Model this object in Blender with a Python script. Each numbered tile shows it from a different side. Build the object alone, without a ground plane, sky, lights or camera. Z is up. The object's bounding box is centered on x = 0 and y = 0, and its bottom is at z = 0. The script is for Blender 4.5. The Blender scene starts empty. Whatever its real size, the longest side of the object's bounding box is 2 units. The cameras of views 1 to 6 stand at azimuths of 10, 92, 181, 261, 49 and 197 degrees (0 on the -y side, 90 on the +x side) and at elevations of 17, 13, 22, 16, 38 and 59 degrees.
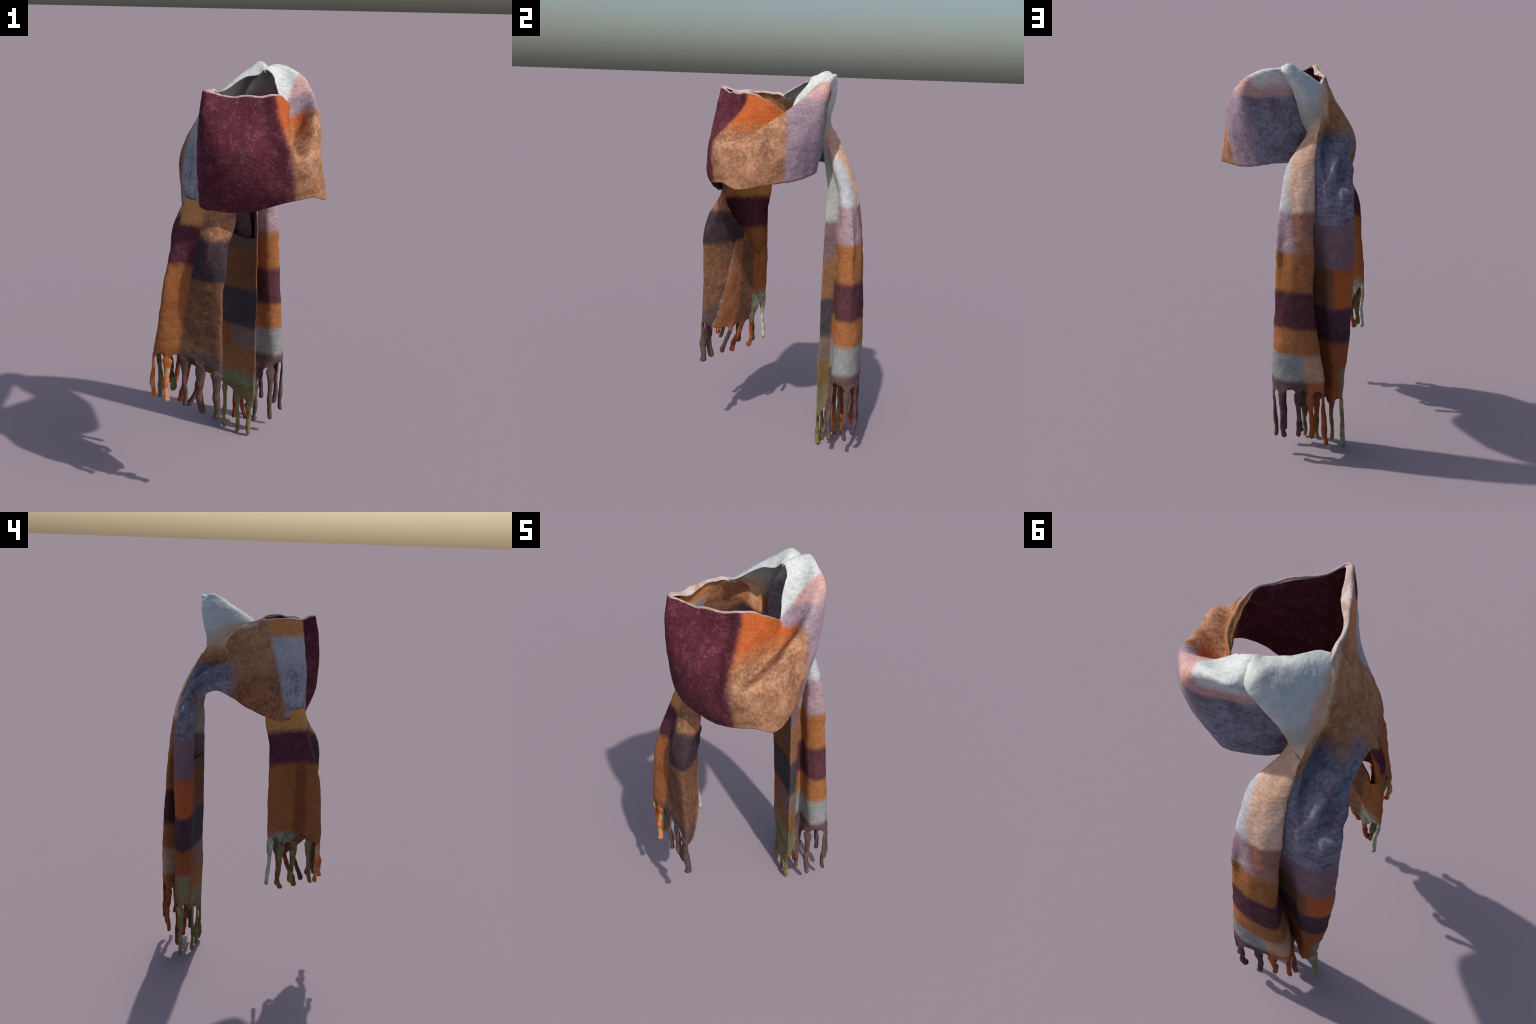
"""A long felted plaid scarf, wound once round an (absent) neck: a bag-like neck
loop, a collar fold thrown over its back, a shoulder drape that turns down into
the long tail, and a shorter front tail.  Every cloth sheet is a smooth
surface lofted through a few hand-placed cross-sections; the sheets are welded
into one skin, thickened, and split again into named parts."""
import bpy, bmesh, math, random
import numpy as np
from mathutils import Vector, noise

random.seed(7)
RNG = np.random.default_rng(7)
THICK = 0.0055

# ------------------------------------------------------------------ lofting
def knots(P, axis):
    d = np.linalg.norm(np.diff(P, axis=axis), axis=-1)
    m = d.mean(axis=1 - axis)
    m = np.maximum(m, 1e-4) ** 0.75
    return np.concatenate([[0], np.cumsum(m)])

def spline(t, Y, q):
    """Finite-difference cubic Hermite through Y (n, ...) at knots t, sampled at q."""
    h = np.diff(t)
    s = np.diff(Y, axis=0) / h.reshape((-1,) + (1,) * (Y.ndim - 1))
    M = np.empty_like(Y)
    M[0], M[-1] = s[0], s[-1]
    for i in range(1, len(t) - 1):
        M[i] = (s[i - 1] * h[i] + s[i] * h[i - 1]) / (h[i] + h[i - 1])
    k = np.clip(np.searchsorted(t, q, side="right") - 1, 0, len(t) - 2)
    sh = (-1,) + (1,) * (Y.ndim - 1)
    u = ((q - t[k]) / h[k]).reshape(sh)
    hh = h[k].reshape(sh)
    return ((2*u**3 - 3*u**2 + 1) * Y[k] + (u**3 - 2*u**2 + u) * hh * M[k]
            + (-2*u**3 + 3*u**2) * Y[k+1] + (u**3 - u**2) * hh * M[k+1])

def loft(stations, n_along, n_across, t_along=None, t_across=None):
    """stations: list of cross-sections (each the same number of points)."""
    P = np.array(stations, float)
    ta = knots(P, 0) if t_along is None else np.asarray(t_along, float)
    tc = knots(P, 1) if t_across is None else np.asarray(t_across, float)
    A = spline(ta, P, np.linspace(ta[0], ta[-1], n_along))
    B = spline(tc, A.transpose(1, 0, 2), np.linspace(tc[0], tc[-1], n_across))
    return B.transpose(1, 0, 2)

def level(z, *xy):
    """A horizontal cross-section: same height for every point."""
    return [(x, y, z) for x, y in xy]

# ------------------------------------------------------------------ the sheets
# neck loop: stations go round from the left crease over the front and the right
# side to the back; each runs rim -> valley -> roll -> lower edge.
CREASE = [(-.150,-.285,1.886), (-.158,-.292,1.82), (-.165,-.300,1.74), (-.169,-.307,1.66),
          (-.166,-.316,1.58), (-.160,-.316,1.49), (-.153,-.318,1.385)]
LOOP = [
    CREASE,
    [(-.128,-.352,1.906), (-.135,-.368,1.83), (-.132,-.376,1.75), (-.128,-.380,1.66), (-.125,-.374,1.57), (-.12,-.360,1.48), (-.115,-.324,1.382)],
    [(-.063,-.320,1.879), (-.048,-.342,1.82), (-.032,-.372,1.74), (-.020,-.397,1.65), (-.020,-.402,1.56), (-.015,-.384,1.48), (-.010,-.332,1.390)],
    [(.054,-.273,1.880), (.052,-.276,1.81), (.060,-.318,1.74), (.078,-.378,1.66), (.085,-.396,1.57), (.085,-.386,1.48), (.090,-.340,1.405)],
    [(.112,-.232,1.882), (.104,-.232,1.815), (.125,-.280,1.74), (.160,-.350,1.66), (.175,-.378,1.57), (.175,-.382,1.49), (.180,-.356,1.437)],
    [(.150,-.195,1.886), (.160,-.222,1.818), (.200,-.282,1.738), (.242,-.340,1.672), (.258,-.355,1.60), (.262,-.352,1.53), (.262,-.345,1.459)],
    [(.170,-.160,1.872), (.186,-.192,1.81), (.215,-.230,1.726), (.247,-.256,1.650), (.312,-.300,1.652), (.342,-.285,1.55), (.338,-.292,1.470)],
    [(.184,-.120,1.852), (.194,-.138,1.80), (.200,-.145,1.716), (.222,-.150,1.656), (.314,-.200,1.678), (.362,-.215,1.56), (.384,-.222,1.447)],
    [(.190,-.060,1.820), (.190,-.062,1.772), (.196,-.056,1.722), (.222,-.058,1.692), (.306,-.090,1.750), (.345,-.100,1.60), (.340,-.090,1.467)],
    [(.160,-.010,1.795), (.172,-.004,1.776), (.195,.000,1.764), (.232,.000,1.758), (.298,.012,1.824), (.328,.000,1.66), (.280,.020,1.479)],
    [(.115,.045,1.885), (.140,.068,1.886), (.172,.088,1.888), (.210,.102,1.904), (.262,.108,1.890), (.285,.095,1.70), (.215,.085,1.492)],
    [(.095,.085,1.935), (.111,.119,1.938), (.137,.148,1.946), (.178,.174,1.962), (.226,.182,1.910), (.218,.158,1.70), (.158,.138,1.512)],
    [(.070,.100,1.962), (.080,.140,1.968), (.085,.180,1.975), (.092,.222,1.981), (.114,.186,1.880), (.118,.172,1.68), (.090,.148,1.522)],
    [(.050,.100,1.966), (.050,.140,1.972), (.050,.180,1.972), (.045,.212,1.955), (.030,.180,1.86), (.020,.160,1.68), (.026,.140,1.520)],
    [(.030,.100,1.962), (.020,.130,1.950), (.010,.150,1.930), (-.025,.160,1.90), (-.060,.140,1.82), (-.075,.130,1.68), (-.025,.125,1.530)],
]
# collar fold: stations from its front edge over the ridge to the twist at the nape
COLLAR = [
    [(.052,.100,1.952), (.045,.098,1.966), (.024,.082,1.946), (-.029,.059,1.937), (-.070,.020,1.912), (-.107,-.024,1.884), (-.138,-.032,1.872)],
    [(.056,.150,1.958), (.045,.160,1.980), (.018,.174,1.998), (-.030,.130,1.967), (-.080,.075,1.928), (-.120,.030,1.890), (-.150,.000,1.862)],
    [(.045,.190,1.943), (.030,.218,1.967), (.000,.215,1.962), (-.045,.185,1.940), (-.090,.135,1.905), (-.130,.085,1.870), (-.153,.060,1.840)],
    [(.010,.202,1.905), (-.012,.230,1.918), (-.040,.228,1.900), (-.070,.208,1.885), (-.105,.175,1.860), (-.135,.130,1.835), (-.150,.105,1.812)],
    [(-.016,.188,1.840), (-.039,.213,1.844), (-.060,.220,1.835), (-.085,.210,1.820), (-.110,.195,1.800), (-.130,.170,1.790), (-.143,.150,1.780)],
    [(-.030,.168,1.765), (-.049,.188,1.765), (-.065,.200,1.760), (-.085,.205,1.755), (-.105,.205,1.750), (-.120,.205,1.745), (-.130,.205,1.740)],
    [(-.060,.158,1.680), (-.067,.164,1.678), (-.078,.182,1.681), (-.088,.197,1.685), (-.098,.210,1.688), (-.108,.223,1.691), (-.118,.236,1.693)],
]
# shoulder drape: from the front crease along the left side, over the shoulder,
# down the back as the left half of the long tail (upper edge -> lower edge)
DRAPE_TOP = [
    CREASE,
    [(-.158,-.190,1.885), (-.172,-.198,1.82), (-.192,-.200,1.74), (-.212,-.204,1.66), (-.228,-.210,1.58), (-.243,-.220,1.49), (-.234,-.242,1.378)],
    [(-.165,-.110,1.882), (-.195,-.100,1.81), (-.236,-.100,1.735), (-.272,-.100,1.66), (-.300,-.103,1.58), (-.303,-.105,1.49), (-.283,-.130,1.383)],
    [(-.150,-.020,1.868), (-.195,.000,1.80), (-.236,.000,1.74), (-.276,.005,1.67), (-.304,.000,1.60), (-.306,-.010,1.52), (-.275,-.016,1.430)],
    [(-.153,.060,1.838), (-.190,.085,1.79), (-.205,.080,1.72), (-.250,.090,1.665), (-.288,.098,1.62), (-.284,.088,1.56), (-.253,.085,1.490)],
    [(-.143,.140,1.785), (-.155,.135,1.735), (-.150,.120,1.668), (-.240,.168,1.650), (-.258,.155,1.60), (-.272,.160,1.575), (-.245,.160,1.530)],
    [(-.130,.205,1.740), (-.135,.195,1.69), (-.130,.180,1.630), (-.212,.238,1.610), (-.236,.206,1.57), (-.262,.222,1.553), (-.240,.205,1.525)],
    [(-.105,.270,1.630), (-.118,.272,1.60), (-.130,.260,1.550), (-.186,.306,1.54), (-.210,.258,1.535), (-.274,.282,1.515), (-.240,.245,1.490)],
    [(-.093,.297,1.558), (-.112,.306,1.53), (-.138,.316,1.50), (-.182,.318,1.497), (-.204,.282,1.494), (-.270,.302,1.480), (-.236,.264,1.462)],
    [(-.080,.322,1.480), (-.106,.337,1.45), (-.147,.352,1.43), (-.184,.336,1.425), (-.222,.348,1.425), (-.272,.322,1.42), (-.230,.280,1.415)],
    level(1.30, (-.068,.332), (-.100,.346), (-.150,.366), (-.203,.376), (-.240,.352), (-.270,.328), (-.214,.280)),
]
DRAPE_TAIL = [
    level(1.15, (-.035,.312), (-.102,.338), (-.148,.374), (-.207,.382), (-.250,.368), (-.269,.335), (-.205,.278)),
    level(1.00, (-.030,.270), (-.108,.326), (-.148,.370), (-.207,.379), (-.250,.366), (-.268,.333), (-.200,.280)),
    level(0.80, (-.033,.270), (-.112,.325), (-.150,.364), (-.205,.372), (-.242,.360), (-.258,.333), (-.200,.288)),
    level(0.60, (-.060,.270), (-.130,.326), (-.160,.362), (-.200,.369), (-.230,.356), (-.243,.332), (-.198,.289)),
    level(0.45, (-.073,.270), (-.138,.330), (-.165,.364), (-.192,.370), (-.214,.356), (-.225,.330), (-.198,.287)),
    [(-.094,.285,.335), (-.138,.335,.31), (-.162,.366,.305), (-.185,.370,.31), (-.205,.350,.318), (-.213,.325,.31), (-.195,.288,.295)],
]
# tail roll: right half of the long tail, from the nape twist round to its front edge
ROLL_TOP = [
    [(-.118,.236,1.705), (-.113,.232,1.704), (-.107,.225,1.702), (-.101,.216,1.70), (-.096,.208,1.699), (-.090,.200,1.698), (-.085,.193,1.696), (-.081,.186,1.695), (-.077,.180,1.693), (-.072,.172,1.691), (-.067,.164,1.690)],
    [(-.105,.270,1.630), (-.099,.276,1.63), (-.086,.274,1.63), (-.066,.264,1.63), (-.044,.250,1.63), (-.032,.232,1.63), (-.032,.214,1.63), (-.036,.205,1.63), (-.043,.195,1.63), (-.048,.185,1.63), (-.055,.172,1.63)],
    [(-.090,.302,1.55), (-.088,.312,1.55), (-.062,.314,1.55), (-.030,.305,1.55), (.000,.290,1.55), (.022,.268,1.55), (.028,.245,1.55), (.015,.228,1.55), (-.010,.222,1.55), (-.024,.210,1.55), (-.035,.189,1.55)],
    [(-.080,.322,1.48), (-.085,.346,1.46), (-.050,.353,1.45), (-.005,.342,1.45), (.030,.324,1.45), (.050,.300,1.45), (.055,.272,1.45), (.040,.256,1.45), (.008,.262,1.45), (.000,.240,1.45), (-.002,.209,1.43)],
    level(1.30, (-.068,.332), (-.080,.366), (-.045,.383), (.010,.371), (.052,.352), (.080,.330), (.078,.300), (.052,.280), (.000,.296), (-.004,.250), (.004,.206)),
]
def roll_section(z, groove, right, back, sunk=.270):
    """Right half of the long tail: sharp back-left corner, rounded right edge, deep
    inner groove, and the sharp front edge where the flap begins."""
    return level(z, (groove + .045, sunk), (groove + .008, .368), (groove + .006, back - .004), (.020, back - .010), (right - .032, back - .040),
                 (right, .348), (right - .006, .304), (right - .042, .278), (-.008, .305), (-.004, .258), (.014, .207))
ROLL_TAIL = [
    roll_section(1.15, -.080, .097, .400, .312),
    roll_section(1.00, -.075, .105, .411),
    roll_section(0.80, -.078, .117, .423),
    roll_section(0.60, -.105, .131, .430),
    roll_section(0.45, -.118, .141, .432),
    [(-.094,.285,.335), (-.118,.385,.372), (-.100,.424,.385), (.020,.422,.405), (.105,.402,.395), (.139,.356,.385), (.124,.303,.398), (.080,.276,.395), (.018,.280,.30), (.006,.245,.22), (.005,.212,.185)],
]
# the flap that closes the long tail in front, below the open slit
FLAP = [
    [(.012,.207,1.128), (-.040,.260,1.112), (-.095,.290,1.112), (-.150,.285,1.136), (-.205,.2785,1.165)],
    level(1.00, (.014,.207), (-.040,.248), (-.095,.276), (-.150,.280), (-.200,.280)),
    level(0.80, (.014,.207), (-.040,.240), (-.095,.264), (-.150,.278), (-.200,.288)),
    level(0.60, (.014,.207), (-.045,.234), (-.100,.258), (-.152,.276), (-.198,.289)),
    level(0.45, (.014,.207), (-.045,.228), (-.100,.250), (-.150,.271), (-.198,.287)),
    [(.005,.212,.185), (-.045,.224,.205), (-.095,.242,.235), (-.145,.266,.262), (-.195,.288,.295)],
]
# front tail: an open sleeve; each section runs from the slit edge on the right
# round the front and the left side to the back edge; closed below z = 1.0
FRONT = [
    level(1.43, (-.020,-.300), (-.010,-.310), (.000,-.320), (.005,-.328), (-.080,-.325), (-.140,-.315), (-.200,-.295), (-.235,-.250), (-.252,-.180), (-.265,-.110), (-.255,-.085)),
    level(1.36, (-.020,-.316), (-.010,-.318), (-.002,-.322), (.002,-.330), (-.080,-.342), (-.155,-.328), (-.228,-.300), (-.245,-.250), (-.262,-.180), (-.288,-.105), (-.276,-.090)),
    level(1.25, (-.063,-.277), (-.048,-.300), (-.036,-.325), (-.020,-.372), (-.090,-.402), (-.172,-.347), (-.266,-.324), (-.265,-.262), (-.292,-.185), (-.333,-.114), (-.315,-.108)),
    level(1.15, (-.165,-.225), (-.105,-.262), (-.060,-.320), (-.014,-.408), (-.092,-.424), (-.190,-.362), (-.288,-.358), (-.276,-.278), (-.280,-.188), (-.345,-.110), (-.328,-.106)),
    level(1.06, (-.250,-.190), (-.175,-.232), (-.100,-.285), (-.028,-.412), (-.102,-.420), (-.200,-.379), (-.303,-.378), (-.283,-.284), (-.296,-.190), (-.350,-.106), (-.332,-.108)),
    level(0.98, (-.300,-.152), (-.197,-.222), (-.108,-.285), (-.030,-.416), (-.108,-.414), (-.205,-.383), (-.313,-.386), (-.290,-.286), (-.300,-.190), (-.354,-.103), (-.300,-.152)),
    level(0.85, (-.300,-.155), (-.185,-.232), (-.090,-.305), (-.031,-.414), (-.115,-.408), (-.210,-.389), (-.330,-.392), (-.298,-.288), (-.306,-.190), (-.361,-.105), (-.300,-.155)),
    [(-.298,-.158,.74), (-.175,-.250,.73), (-.075,-.337,.72), (-.032,-.420,.74), (-.120,-.411,.75), (-.215,-.399,.765), (-.346,-.394,.76), (-.318,-.290,.77), (-.322,-.195,.77), (-.362,-.109,.77), (-.298,-.158,.74)],
    [(-.304,-.164,.615), (-.178,-.268,.600), (-.070,-.360,.61), (-.032,-.424,.665), (-.120,-.414,.695), (-.210,-.404,.715), (-.352,-.386,.715), (-.342,-.290,.738), (-.346,-.205,.715), (-.360,-.110,.750), (-.304,-.164,.615)],
]

# ------------------------------------------------------------------ fringe plan
# tip position, strand colour, thickness factor; roots sit on the nearest hem
BACK_STRANDS = [((-.020,.222,.006), "olive", 1.0), ((-.083,.247,.004), "olive", .95), ((-.165,.272,.008), "olive", .85),
    ((-.214,.348,.010), "green", 1.05), ((-.126,.353,.027), "rust", .95), ((-.052,.312,.047), "rust", .9), ((.000,.277,.066), "umber", .95),
    ((.090,.275,.083), "umber", 1.15), ((.135,.358,.103), "umber", .95), ((.096,.402,.120), "plum", 1.05), ((.014,.421,.133), "plum", 1.05),
    ((-.052,.405,.120), "rust", 1.05), ((-.118,.405,.110), "rust", .9)]
# (the fourth entry says on which stretch of the sleeve's hem a strand is rooted)
FRONT_STRANDS = [((-.355,-.110,.488), "bone", .9, (-.360,-.120)), ((-.335,-.174,.474), "olive", 1.2, (-.345,-.185)), ((-.322,-.190,.446), "rust", 1.0, (-.290,-.175)),
    ((-.300,-.252,.474), "olive", 1.25, (-.345,-.255)), ((-.260,-.289,.434), "rust", 1.15, (-.235,-.222)), ((-.202,-.335,.441), "umber", 1.05, (-.160,-.285)),
    ((-.338,-.358,.484), "olive", 1.0, (-.346,-.335)), ((-.364,-.374,.498), "tangerine", 1.0, (-.352,-.384)), ((-.289,-.416,.500), "tangerine", 1.15, (-.290,-.395)),
    ((-.205,-.398,.480), "umber", .9, (-.205,-.404)), ((-.128,-.384,.440), "umber", 1.4, (-.128,-.414)), ((-.051,-.420,.440), "umber", 1.4, (-.050,-.420))]

# ------------------------------------------------------------------ skin assembly
verts, faces, region = [], [], []
PARTS = ["neck_loop", "collar_fold", "shoulder_drape", "tail_roll", "tail_flap", "short_tail", "rim_hem"]

def relief(G):
    out = G.copy()
    for i in range(G.shape[0]):
        for j in range(G.shape[1]):
            v = Vector(G[i, j])
            d = noise.noise_vector(v * 9.0 + Vector((3, 1, 7))) * 0.004 + noise.noise_vector(v * 26.0) * 0.0022 + noise.noise_vector(v * 75.0) * 0.0008
            out[i, j] += d
    return out

def hem(G, strands, reach=0.08, drop=0.040):
    """Pull the lower edge down into a point above every strand, up between them."""
    tips = np.array([s[3] if len(s) > 3 else s[0][:2] for s in strands])
    roots = []
    edge = G[-1].copy()
    for t in tips:
        d = np.hypot(edge[:, 0] - t[0], edge[:, 1] - t[1])
        roots.append(int(d.argmin()) if d.min() < 0.075 else None)
    arc = np.concatenate([[0], np.cumsum(np.linalg.norm(np.diff(edge[:, :2], axis=0), axis=1))])
    low = np.zeros(len(edge))
    for r in roots:
        if r is not None:
            low = np.maximum(low, np.exp(-((arc - arc[r]) / 0.016) ** 2))
    for i in range(G.shape[0]):
        below = np.clip(1 - np.linalg.norm(G[i] - edge, axis=1) / reach, 0, 1) ** 2
        G[i, :, 2] += below * (0.014 - drop * low)
    return G

def add(G, part, keep=None):
    base = len(verts)
    G = relief(G)
    n, m = G.shape[:2]
    verts.extend(map(tuple, G.reshape(-1, 3)))
    for i in range(n - 1):
        for j in range(m - 1):
            faces.append((base + i*m + j, base + i*m + j + 1, base + (i+1)*m + j + 1, base + (i+1)*m + j))
            region.append(PARTS.index(part))
    return G

NC = 84
def wavy_rim(G, last):
    """Stretch the cloth's upper edge up and down so the rim is uneven."""
    for j in range(14):
        w = (1 - j / 14) ** 1.5
        for i in range(last):
            p = Vector(G[i, 0])
            fade = min(1.0, (last - i) / 20)
            G[i, j, 2] += w * fade * (.009 * noise.noise(p * 11) + .005 * noise.noise(p * 27))
    return G
tc = knots(np.array(LOOP), 1)
loop = wavy_rim(loft(LOOP, 210, NC, t_across=tc), 135)
loop_skin = add(loop, "neck_loop")
drape_all = DRAPE_TOP + DRAPE_TAIL
drape = wavy_rim(loft(drape_all, 300, NC, t_across=tc), 60)
drape = hem(drape, BACK_STRANDS)
plain_drape = drape
drape = add(drape, "shoulder_drape")
# tail_roll shares the groove with the drape's upper edge only roughly: it tucks under it
roll = hem(loft(ROLL_TOP + ROLL_TAIL, 240, 110), BACK_STRANDS)
roll = add(roll, "tail_roll")
flap = hem(loft(FLAP, 160, 40), BACK_STRANDS)
flap = add(flap, "tail_flap")
add(loft(COLLAR, 80, 72), "collar_fold")
# rolled hem: the rim turns inwards, widest as a loose flap at the front left corner
def rim_hem(edge, inward, width):
    rows = []
    for k in (0, .25, .6, 1):
        rows.append([tuple(np.array(e) + np.array((d[0], d[1], 0)) * w * k + np.array((0, 0, .006 * math.sin(math.pi * min(1, k * 1.6)) - .25 * w * k * k)))
                     for e, d, w in zip(edge, inward, width)])
    return rows
def inward_of(edge, centre=(.02, -.12)):
    v = np.array(centre) - np.array(edge)[:, :2]
    return v / np.linalg.norm(v, axis=1, keepdims=True)
left_rim = plain_drape[:, 0][: int(len(drape) * .21)][::3]
t = np.linspace(0, 1, len(left_rim))
add(loft(rim_hem(left_rim, inward_of(left_rim), .012 + .030 * np.exp(-(t / .30) ** 2) + .012 * np.exp(-((t - 1) / .12) ** 2)), 12, 90), "rim_hem")
loop_rim = loop[:, 0][: int(len(loop) * .66)][::3]
t = np.linspace(0, 1, len(loop_rim))
add(loft(rim_hem(loop_rim, inward_of(loop_rim), .006 + .036 * np.exp(-(t / .10) ** 2) + .004 * np.sin(t * 23) + .020 * np.clip((t - .55) * 5, 0, 1) * np.clip((1 - t) * 6, 0, 1)), 12, 130), "rim_hem")
front = hem(loft(FRONT, 130, 190), FRONT_STRANDS)
front = add(front, "short_tail")

def shell():
    me = bpy.data.meshes.new("cloth_skin")
    me.from_pydata(verts, [], faces)
    bm = bmesh.new(); bm.from_mesh(me)
    layer = bm.faces.layers.int.new("region")
    for f, r in zip(bm.faces, region):
        f[layer] = r
        f.smooth = True
    bmesh.ops.remove_doubles(bm, verts=bm.verts, dist=0.0006)
    bmesh.ops.recalc_face_normals(bm, faces=bm.faces)
    bm.to_mesh(me); bm.free()
    ob = bpy.data.objects.new("cloth_skin", me)
    bpy.context.collection.objects.link(ob)
    mod = ob.modifiers.new("felt", "SOLIDIFY")
    mod.thickness, mod.offset, mod.use_even_offset = THICK, 0.0, False
    graph = bpy.context.evaluated_depsgraph_get()
    full = bpy.data.meshes.new_from_object(ob.evaluated_get(graph))
    bpy.data.objects.remove(ob)
    return full

# ------------------------------------------------------------------ materials
class Tree:
    """Small helper: build shader maths by writing expressions."""
    def __init__(self, name):
        self.mat = bpy.data.materials.new(name)
        self.mat.use_nodes = True
        self.t = self.mat.node_tree
        self.bsdf = self.t.nodes["Principled BSDF"]
        co = self.t.nodes.new("ShaderNodeTexCoord")
        self.co = co.outputs["Object"]
        sep = self.t.nodes.new("ShaderNodeSeparateXYZ")
        self.t.links.new(self.co, sep.inputs[0])
        self.x, self.y, self.z = (V(self, s) for s in sep.outputs)
    def math(self, op, *args):
        n = self.t.nodes.new("ShaderNodeMath"); n.operation = op
        for i, a in enumerate(args):
            if isinstance(a, V): self.t.links.new(a.s, n.inputs[i])
            else: n.inputs[i].default_value = a
        return V(self, n.outputs[0])
    def noise(self, scale, detail=3, rough=.55, stretch=None, seed=0.0):
        src = self.co
        if stretch or seed:
            m = self.t.nodes.new("ShaderNodeMapping")
            m.inputs["Scale"].default_value = stretch or (1, 1, 1)
            m.inputs["Location"].default_value = (seed, seed*1.7, seed*.6)
            self.t.links.new(src, m.inputs[0]); src = m.outputs[0]
        n = self.t.nodes.new("ShaderNodeTexNoise")
        n.inputs["Scale"].default_value, n.inputs["Detail"].default_value, n.inputs["Roughness"].default_value = scale, detail, rough
        self.t.links.new(src, n.inputs["Vector"])
        return V(self, n.outputs[0])
    def step(self, v, edge, soft=.01):
        n = self.t.nodes.new("ShaderNodeMapRange"); n.interpolation_type = "SMOOTHSTEP"
        self.t.links.new(v.s, n.inputs[0])
        for i, a in ((1, edge - soft), (2, edge + soft)):
            if isinstance(a, V): self.t.links.new(a.s, n.inputs[i])
            else: n.inputs[i].default_value = a
        return V(self, n.outputs[0])
    def mix(self, fac, a, b, blend="MIX"):
        n = self.t.nodes.new("ShaderNodeMix"); n.data_type, n.blend_type = "RGBA", blend
        for i, v in ((0, fac), (6, a), (7, b)):
            if isinstance(v, V): self.t.links.new(v.s, n.inputs[i])
            elif i == 0: n.inputs[0].default_value = v
            else: n.inputs[i].default_value = (*v, 1)
        return V(self, n.outputs[2])
    def finish(self, colour, grain=.30, bump=.8):
        """Felt: fibre mottling over the colour, woolly sheen and a fuzzy bump."""
        fine = self.noise(95, 5, .65)
        wisps = self.noise(38, 4, .6, stretch=(1, 1, 2.2), seed=4.1)
        cloud = self.noise(8, 3, .5, seed=2.3)
        lightness = (fine - .5) * (grain * 2.4) + (wisps - .5) * (grain * 2.2) + (cloud - .5) * .5 + 1.0
        fibre = self.step(self.noise(150, 3, .6, stretch=(.7, .7, 1), seed=8.0) * .6 + self.noise(30, 3, .5, seed=6.0) * .4, .60, .10)
        colour = self.mix(fibre * .07, colour, (.62, .56, .52))
        n = self.t.nodes.new("ShaderNodeVectorMath"); n.operation = "SCALE"
        self.t.links.new(colour.s, n.inputs[0]); self.t.links.new(lightness.s, n.inputs["Scale"])
        self.t.links.new(n.outputs[0], self.bsdf.inputs["Base Color"])
        b = self.t.nodes.new("ShaderNodeBump")
        b.inputs["Strength"].default_value, b.inputs["Distance"].default_value = bump, .004
        self.t.links.new((fine * .6 + wisps * .6).s, b.inputs["Height"])
        self.t.links.new(b.outputs[0], self.bsdf.inputs["Normal"])
        self.bsdf.inputs["Roughness"].default_value = .92
        self.bsdf.inputs["Specular IOR Level"].default_value = .12
        return self.mat

class V:
    def __init__(self, tree, socket): self.t, self.s = tree, socket
    def __add__(self, o): return self.t.math("ADD", self, o)
    def __radd__(self, o): return self.t.math("ADD", o, self)
    def __sub__(self, o): return self.t.math("SUBTRACT", self, o)
    def __rsub__(self, o): return self.t.math("SUBTRACT", o, self)
    def __mul__(self, o): return self.t.math("MULTIPLY", self, o)
    def __rmul__(self, o): return self.t.math("MULTIPLY", o, self)
    def __neg__(self): return self.t.math("MULTIPLY", self, -1.0)
    def inv(self): return self.t.math("SUBTRACT", 1.0, self)

def rgb(r, g, b):
    """sRGB 0-255 to linear."""
    f = lambda c: c / 12.92 if c <= .04045 else ((c + .055) / 1.055) ** 2.4
    return (f(r / 255), f(g / 255), f(b / 255))

MAROON = rgb(82, 36, 47)
ORANGE, TAN, BROWN = rgb(176, 90, 46), rgb(184, 138, 106), rgb(126, 86, 62)
OCHRE, RUSTY = rgb(156, 100, 60), rgb(142, 80, 46)
LAVENDER, MAUVE, SLATE = rgb(160, 142, 152), rgb(122, 98, 104), rgb(134, 137, 152)
PLUM_SPOT = rgb(96, 78, 94)
PINK, PEACH, WHITE = rgb(202, 160, 148), rgb(208, 172, 146), rgb(202, 206, 204)
GREYGREEN, SILVER, OLIVE, TEAL = rgb(160, 166, 160), rgb(138, 140, 140), rgb(108, 100, 70), rgb(124, 146, 142)

def stripes(T, coord, bands, soft=.019):
    """bands: colour of the lowest band, then (edge, colour) going up."""
    c = bands[0]
    for edge, colour in bands[1:]:
        c = T.mix(T.step(coord, edge, soft), c, colour)
    return c

def speckle(T, colour, spot, amount=.75, scale=34, edge=.56, seed=0.0):
    """Woolly mottling: soft fine flecks gathered in loose larger clouds."""
    n = T.noise(scale * 1.7, 5, .7, seed=seed) * .62 + T.noise(scale * .45, 2, .5, seed=seed + 11) * .38
    m = T.step(n, edge - .02, .11) * amount
    return T.mix(m, colour, spot)

def jitter(T, v, amp=.02, scale=22, seed=0.0):
    return v + (T.noise(scale, 4, .6, seed=seed) - .5) * amp

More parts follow.
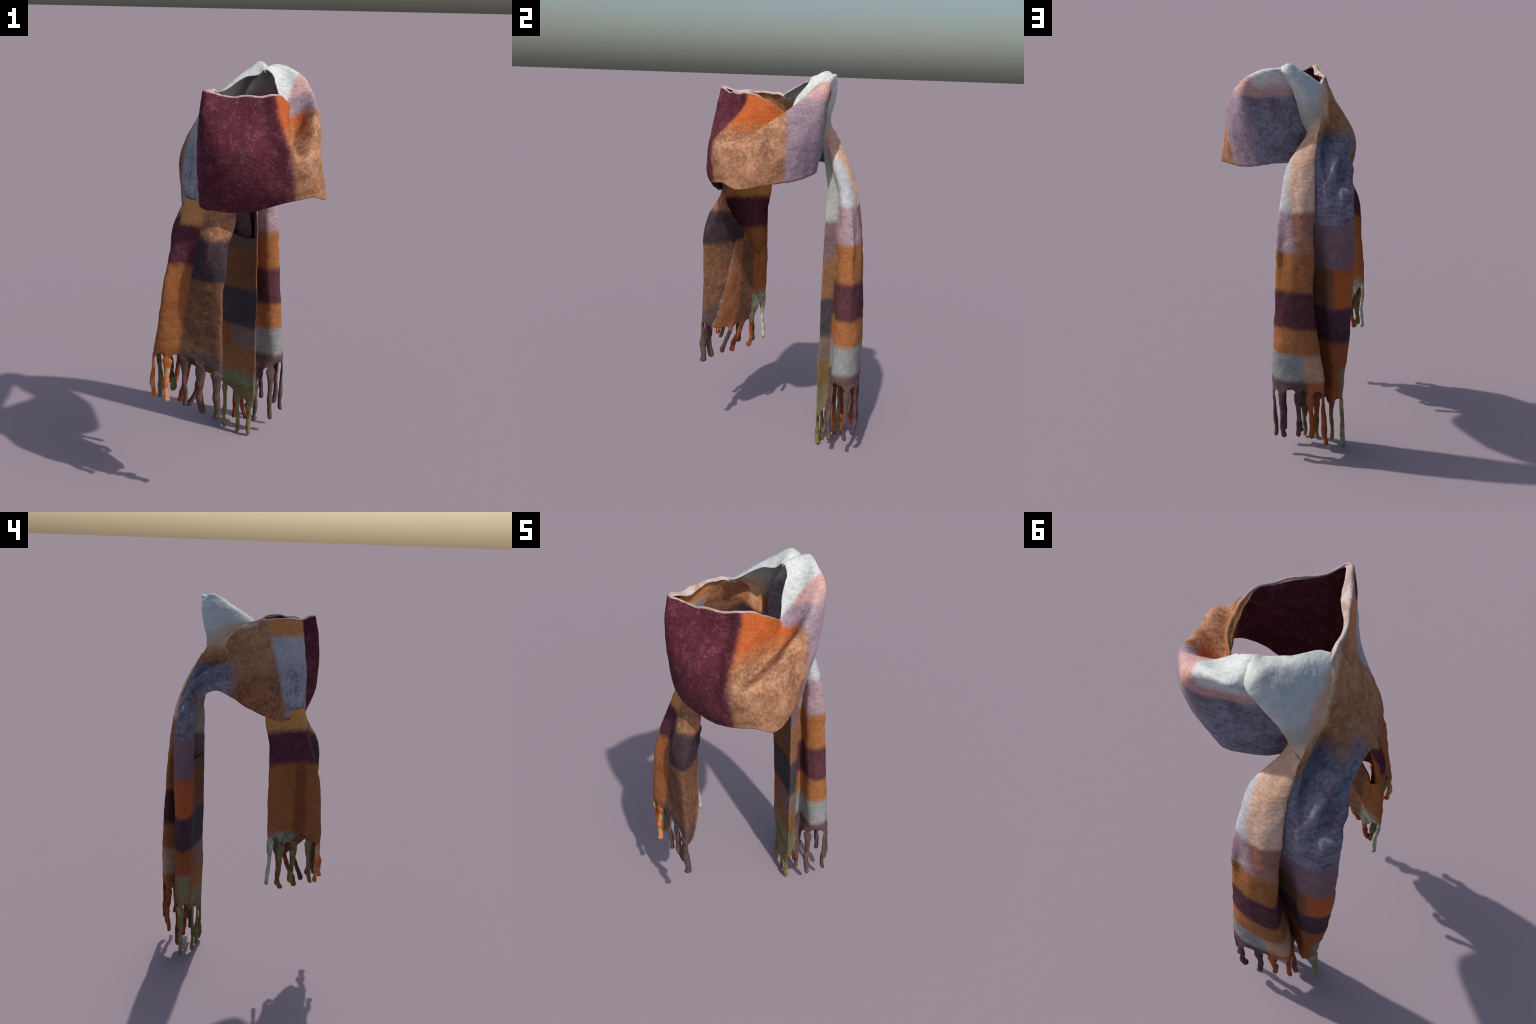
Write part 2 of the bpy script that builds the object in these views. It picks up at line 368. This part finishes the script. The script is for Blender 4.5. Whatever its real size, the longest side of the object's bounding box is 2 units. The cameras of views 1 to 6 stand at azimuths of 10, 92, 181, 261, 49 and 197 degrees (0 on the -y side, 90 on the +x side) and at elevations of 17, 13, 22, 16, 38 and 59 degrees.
def loop_material():
    T = Tree("felt_loop")
    x, y, z = T.x, T.y, T.z
    # angle round the loop, 0 at the front, growing to the right; the jump lies at the open left back
    px, py = x - .08, -(y + .05)
    ang = T.math("ARCTAN2", px * math.cos(1.3) - py * math.sin(1.3), px * math.sin(1.3) + py * math.cos(1.3)) + 1.3
    a = jitter(T, ang, .12, 26)
    maroon = speckle(T, MAROON, rgb(128, 72, 88), .75, 46, .60)
    tan = speckle(T, TAN, rgb(118, 80, 58), .8, 34, .52, 2.0)
    tan = T.mix(T.step(jitter(T, z, .05), 1.57, .07), T.mix(.4, tan, BROWN), tan)
    zz = jitter(T, z, .03)
    inner = T.step(zz, 1.745, .014) * T.step(x, .255, .03).inv()
    valley = T.step(zz, 1.70, .02) * T.step(x, .245, .03).inv()
    tan = T.mix(valley, tan, speckle(T, rgb(182, 112, 68), rgb(132, 84, 56), .7, 34, .54, 7.0))  # valley tinted warmer orange for the light falling into it
    tan = T.mix(inner, tan, ORANGE)
    lav = speckle(T, LAVENDER, rgb(122, 98, 118), .55, 42, .55, 5.0)
    grey = speckle(T, SLATE, PLUM_SPOT, .8, 36, .53, 9.0)
    c = T.mix(T.step(a + (z - 1.886) * .3, .45, .075), maroon, tan)
    c = T.mix(T.step(a - T.step(x, .262, .02).inv() * .24, 1.77, .10), c, lav)
    c = T.mix(T.step(a, 2.62, .16), c, grey)
    pink = speckle(T, PINK, rgb(178, 146, 156), .7, 44, .52, 3.0)
    c = T.mix(T.step(a, 1.75, .06) * T.step(zz + T.math("MINIMUM", .26 - x, .06) * .3, 1.872, .014), c, pink)
    white = T.step(jitter(T, x - z * .25, .02), -.292, .012).inv() * T.step(a, 1.62, .08) * T.step(zz - y * .0, 1.775, .02)
    white = white * T.step(y + (1.95 - z) * .9, .235, .02).inv()
    c = T.mix(T.step(zz + (y - .2) * .25, 1.958, .01) * T.step(a, 1.9, .1), c, WHITE)
    c = T.mix(white, c, WHITE)
    return T.finish(c)

def tail_left(T):
    """The plaid of the drape and its tail: cross-stripes by height."""
    x, y = T.x, T.y
    z = jitter(T, T.z, .02, 30)
    slate = speckle(T, SLATE, PLUM_SPOT, .8, 36, .53, 9.0)
    west = T.step(jitter(T, x, .02, 18), -.205, .015).inv()
    low = T.mix(west, RUSTY, rgb(128, 122, 92))
    low = T.mix(T.step(jitter(T, y, .02), .255, .02).inv() * T.step(z, .36, .02).inv(), low, OLIVE)
    mid = T.mix(T.step(jitter(T, x, .03, 18), -.175, .02).inv(), rgb(118, 82, 58), rgb(170, 92, 50))
    c = stripes(T, z, [low, (.345, T.mix(west, RUSTY, rgb(128, 122, 92))), (.490, RUSTY), (.642, rgb(74, 50, 60)), (.835, mid), (1.05, MAUVE), (1.27, slate)])
    return c

def drape_material():
    T = Tree("felt_drape")
    x, y, z = T.x, T.y, T.z
    zj, yj = jitter(T, z, .03), jitter(T, y, .03)
    c = tail_left(T)
    brown = speckle(T, rgb(158, 110, 78), rgb(104, 72, 56), .85, 26, .52, 1.0)
    brown = T.mix(T.step(jitter(T, z, .10, 14), 1.63, .08), brown, speckle(T, rgb(190, 140, 104), rgb(150, 98, 66), .8, 22, .52, 4.0))
    front = yj + (1.85 - z) * .22
    grey = speckle(T, rgb(160, 164, 172), PLUM_SPOT, .75, 40, .57, 6.0)
    grey = T.mix(T.step(zj, 1.66, .06), grey, rgb(176, 180, 184))
    grey = T.mix(T.step(zj, 1.802, .02), grey, rgb(206, 138, 86))
    top = T.mix(T.math("MAXIMUM", T.step(front, -.100, .022), T.step(zj, 1.392, .008).inv()), grey, brown)
    selvedge = T.step(jitter(T, x, .012), -.168, .008) * T.step(yj, -.05, .02) * T.step(z, 1.74, .04)
    top = T.mix(selvedge, top, rgb(212, 178, 146))
    over = T.step(zj + (y - .10) * .15, 1.665, .018)       # above the fold ridge
    shoulder = T.step(yj, .095, .035).inv()
    m = T.math("MAXIMUM", over, shoulder) * T.step(z, 1.32, .02)
    return_c = T.mix(m, c, top)
    return T.finish(return_c)

def roll_material():
    T = Tree("felt_roll")
    x, y = T.x, T.y
    z = jitter(T, T.z, .016, 30)
    xj = jitter(T, x, .014, 20)
    outer = y + T.math("MAXIMUM", T.z - 1.44, 0.0) * .55    # the roll leans forward towards the nape
    centre = T.step(xj + (1.34 - z) * .1 + T.math("MAXIMUM", T.z - 1.44, 0.0) * .28, .026, .014).inv() * T.step(outer, .295, .012)
    peach = T.mix(centre, rgb(178, 180, 186), speckle(T, rgb(208, 180, 162), rgb(206, 160, 128), .7, 30, .5))
    peach = T.mix(T.step(outer, .272, .015).inv(), peach, GREYGREEN)
    mauve = T.mix(centre, rgb(158, 134, 142), rgb(158, 112, 92))
    ochre = speckle(T, OCHRE, rgb(140, 92, 54), .5, 24, .52)
    silver = T.mix(T.step(xj, -.02, .012).inv(), speckle(T, SILVER, rgb(128, 122, 122), .5, 30), rgb(176, 140, 116))
    hemc = T.mix(T.step(xj, -.035, .02).inv(), rgb(92, 72, 74), rgb(156, 92, 58))
    back = stripes(T, z, [hemc, (.462, silver), (.612, ochre), (.750, rgb(80, 46, 54)), (.945, ochre), (1.145, mauve), (1.342, peach)])
    lowf = T.mix(.5, rgb(120, 80, 48), OLIVE)
    fore = stripes(T, z, [OLIVE, (.353, lowf), (.505, rgb(112, 94, 88)), (.63, rgb(66, 62, 68)), (.84, rgb(134, 96, 70)), (1.05, MAUVE), (1.25, GREYGREEN)])
    c = T.mix(T.step(jitter(T, outer, .01), .268, .012), fore, back)
    return T.finish(c)

def flap_material():
    T = Tree("felt_flap")
    z = jitter(T, T.z, .02, 30)
    lowf = T.mix(.35, rgb(150, 92, 50), OLIVE)
    west = T.step(jitter(T, T.x, .02), -.13, .02).inv()
    c = stripes(T, z, [OLIVE, (.30, rgb(116, 116, 90)), (.37, lowf), (.505, T.mix(west, rgb(118, 98, 92), RUSTY)), (.63, rgb(66, 62, 68)), (.84, rgb(122, 84, 58)), (1.05, rgb(110, 88, 76))])
    return T.finish(c)

def collar_material():
    T = Tree("felt_collar")
    x, y, z = T.x, T.y, T.z
    c = speckle(T, rgb(206, 210, 208), rgb(176, 184, 178), .6, 14, .5)
    c = T.mix(T.step(jitter(T, z, .04), 1.80, .06), rgb(172, 172, 156), c)
    c = T.mix(T.step(jitter(T, x - y * .15, .015), -.152, .008).inv(), c, PEACH)
    nape = T.step(jitter(T, z + x * 1.28, .012), 1.604, .006).inv()      # the fold turns over into the peach strip
    c = T.mix(nape, c, rgb(206, 176, 156))
    return T.finish(c, grain=.14)

def front_material():
    T = Tree("felt_short_tail")
    x, y = T.x, T.y
    z = jitter(T, T.z, .02, 30)
    ochre = speckle(T, OCHRE, rgb(150, 86, 40), .5, 22, .52)
    brown = speckle(T, rgb(128, 88, 64), rgb(86, 60, 48), .7, 26, .52, 3.0)
    maroon = speckle(T, rgb(84, 44, 56), rgb(130, 80, 84), .6, 60, .62)
    hemmed = T.mix(T.step(jitter(T, y, .05, 40), -.29, .02), ochre, speckle(T, rgb(160, 156, 138), OLIVE, .8, 30, .5, 5.0))
    left = stripes(T, jitter(T, z, .03, 60, 3.0), [hemmed, (.775, ochre), (1.148, maroon), (1.322, rgb(198, 140, 82))])
    fore = stripes(T, z, [rgb(88, 70, 66), (.750, brown), (1.095, rgb(62, 49, 54)), (1.275, speckle(T, rgb(170, 122, 90), rgb(110, 76, 60), .7, 26, .5))])
    column = T.step(T.math("ABSOLUTE", jitter(T, y + .285, .03, 18)), .030, .016).inv() * T.step(z, 1.15, .03).inv()
    left = T.mix(column * .7, left, rgb(112, 60, 38))
    border = jitter(T, x - T.z * .17, .016, 20)
    c = T.mix(T.step(border, -.3635, .010), left, fore)
    # the inner face behind the right-hand corner: a thin pale teal line, an orange panel, then brown
    fold = x + (T.z - .73) * .152
    behind = T.step(y + x * .73, -.418, .008) * T.step(x, -.272, .008) * T.step(T.z, 1.10, .02).inv()
    panel = T.mix(T.step(jitter(T, x, .02), -.175, .012), brown, rgb(158, 102, 68))
    c = T.mix(behind * T.step(fold, -.066, .005).inv(), c, panel)
    line = T.step(T.math("ABSOLUTE", jitter(T, fold + .068, .006, 40)), .004, .003).inv() * behind * T.step(T.noise(45, 3, .6, seed=5.0), .47, .08)
    c = T.mix(line * .75, c, TEAL)
    return T.finish(c)

def hem_material():
    T = Tree("felt_hem")
    c = speckle(T, rgb(188, 178, 178), rgb(170, 130, 104), .8, 16, .52)
    c = T.mix(T.step(jitter(T, T.y - T.x, .05), -.33, .03) * T.step(T.x, .1, .03), c, rgb(172, 118, 80))
    return T.finish(c, grain=.16)

STRAND_COLOURS = {"olive": (rgb(122, 114, 72), rgb(96, 78, 50)), "green": (rgb(124, 124, 92), rgb(150, 146, 116)), "rust": (rgb(160, 82, 46), rgb(96, 56, 44)),
    "umber": (rgb(86, 70, 66), rgb(112, 78, 68)), "plum": (rgb(94, 72, 78), rgb(72, 54, 60)), "bone": (rgb(184, 186, 174), rgb(140, 132, 100)), "tangerine": (rgb(196, 104, 52), rgb(190, 156, 112))}

def strand_material(name):
    T = Tree("yarn_" + name)
    a, b = STRAND_COLOURS[name]
    c = T.mix(T.step(T.noise(20, 3, .6), .55, .10), a, b)
    return T.finish(c, grain=.2)

# ------------------------------------------------------------------ build objects
scarf = bpy.data.objects.new("scarf", None)
bpy.context.collection.objects.link(scarf)
scarf["label"] = "long felted plaid scarf wound into a loop with two fringed tails"
scarf["category"] = "scarf"

def split(full):
    """Cut the thickened skin into named parts that keep the whole skin's normals."""
    normals = [tuple(n.vector) for n in full.vertex_normals]
    reg = [d.value for d in full.attributes["region"].data]
    mats = {"neck_loop": loop_material(), "collar_fold": collar_material(), "shoulder_drape": drape_material(),
            "tail_roll": roll_material(), "tail_flap": flap_material(), "short_tail": front_material(), "rim_hem": hem_material()}
    out = {}
    for k, name in enumerate(PARTS):
        polys = [p for p, r in zip(full.polygons, reg) if r == k]
        index, vs, fs = {}, [], []
        for p in polys:
            f = []
            for v in p.vertices:
                if v not in index:
                    index[v] = len(vs); vs.append(v)
                f.append(index[v])
            fs.append(f)
        me = bpy.data.meshes.new(name)
        me.from_pydata([tuple(full.vertices[v].co) for v in vs], [], fs)
        me.polygons.foreach_set("use_smooth", [True] * len(fs))
        me.update()
        me.normals_split_custom_set_from_vertices([normals[v] for v in vs])
        me.materials.append(mats[name])
        ob = bpy.data.objects.new(name, me)
        bpy.context.collection.objects.link(ob)
        ob.parent = scarf
        out[name] = ob
    return out

parts = split(shell())

def strand_mesh(root, tip, tangent, size, seed):
    """A tapering, slightly knotted tassel strand; flat and wide where it leaves the hem."""
    rng = random.Random(seed)
    root, tip, tangent = Vector(root), Vector(tip), Vector(tangent).normalized()
    n, ring = 34, 12
    ph = [rng.uniform(0, 6.28) for _ in range(4)]
    top = root + Vector((0, 0, .03))
    sway = Vector((rng.uniform(-.012, .012), rng.uniform(-.012, .012), 0))
    vs, fs = [], []
    axis = (tip - top).normalized()
    side = (tangent - axis * tangent.dot(axis)).normalized()
    other = axis.cross(side)
    for i in range(n + 1):
        t = i / n
        drop = t
        # hang straight down from the root first, then lean to the tip
        c = top.lerp(tip, t)
        c.x = top.x + (tip.x - top.x) * (t ** 1.2); c.y = top.y + (tip.y - top.y) * (t ** 1.2)
        c += sway * math.sin(math.pi * t) * t
        c += side * (math.sin(t * 9 + ph[0]) * .0035 * t) + other * (math.sin(t * 11 + ph[1]) * .0035 * t)
        r = .0118 * size * (1.05 - .12 * t) * (1 + .10 * math.sin(t * 13 + ph[2]) + .07 * math.sin(t * 27 + ph[3]))
        if t > .86: r *= 1 + .18 * math.sin((t - .86) / .14 * math.pi * .75)
        if t > .97: r *= max(.55, 1 - (t - .97) * 12)
        flare = max(0.0, 1 - t / .55)
        w = (r + .013 * flare ** 2.0) * min(1.0, .35 + t * 7)
        d = r * (1 - .78 * flare)
        for k in range(ring):
            q = 2 * math.pi * k / ring
            vs.append(c + side * (w * math.cos(q)) + other * (d * math.sin(q)))
    for i in range(n):
        for k in range(ring):
            k2 = (k + 1) % ring
            fs.append((i*ring + k, i*ring + k2, (i+1)*ring + k2, (i+1)*ring + k))
    fs.append(tuple(range(ring))[::-1]); fs.append(tuple(n*ring + k for k in range(ring)))
    me = bpy.data.meshes.new("fringe_strand")
    me.from_pydata([tuple(v) for v in vs], [], fs)
    me.polygons.foreach_set("use_smooth", [True] * (len(fs) - 1) + [False])
    me.update()
    return me

yarn = {}
def hang(strands, hems, seed):
    edges = [(G[-1], part) for G, part in hems]
    for i, (tip, colour, size, *hint) in enumerate(strands):
        at = hint[0] if hint else tip
        best = None
        for E, part in edges:
            d = np.hypot(E[:, 0] - at[0], E[:, 1] - at[1])
            j = int(d.argmin())
            if best is None or d[j] < best[0]: best = (d[j], E, j, part)
        _, E, j, part = best
        a, b = max(0, j - 3), min(len(E) - 1, j + 3)
        tangent = E[b] - E[a]; tangent[2] = 0
        me = strand_mesh(E[j], tip, tangent, size, seed + i)
        if colour not in yarn: yarn[colour] = strand_material(colour)
        me.materials.append(yarn[colour])
        ob = bpy.data.objects.new("fringe_strand", me)
        bpy.context.collection.objects.link(ob)
        ob.parent = parts[part]

hang(BACK_STRANDS, [(roll, "tail_roll"), (drape, "shoulder_drape"), (flap, "tail_flap")], 100)
hang(FRONT_STRANDS, [(front, "short_tail")], 200)
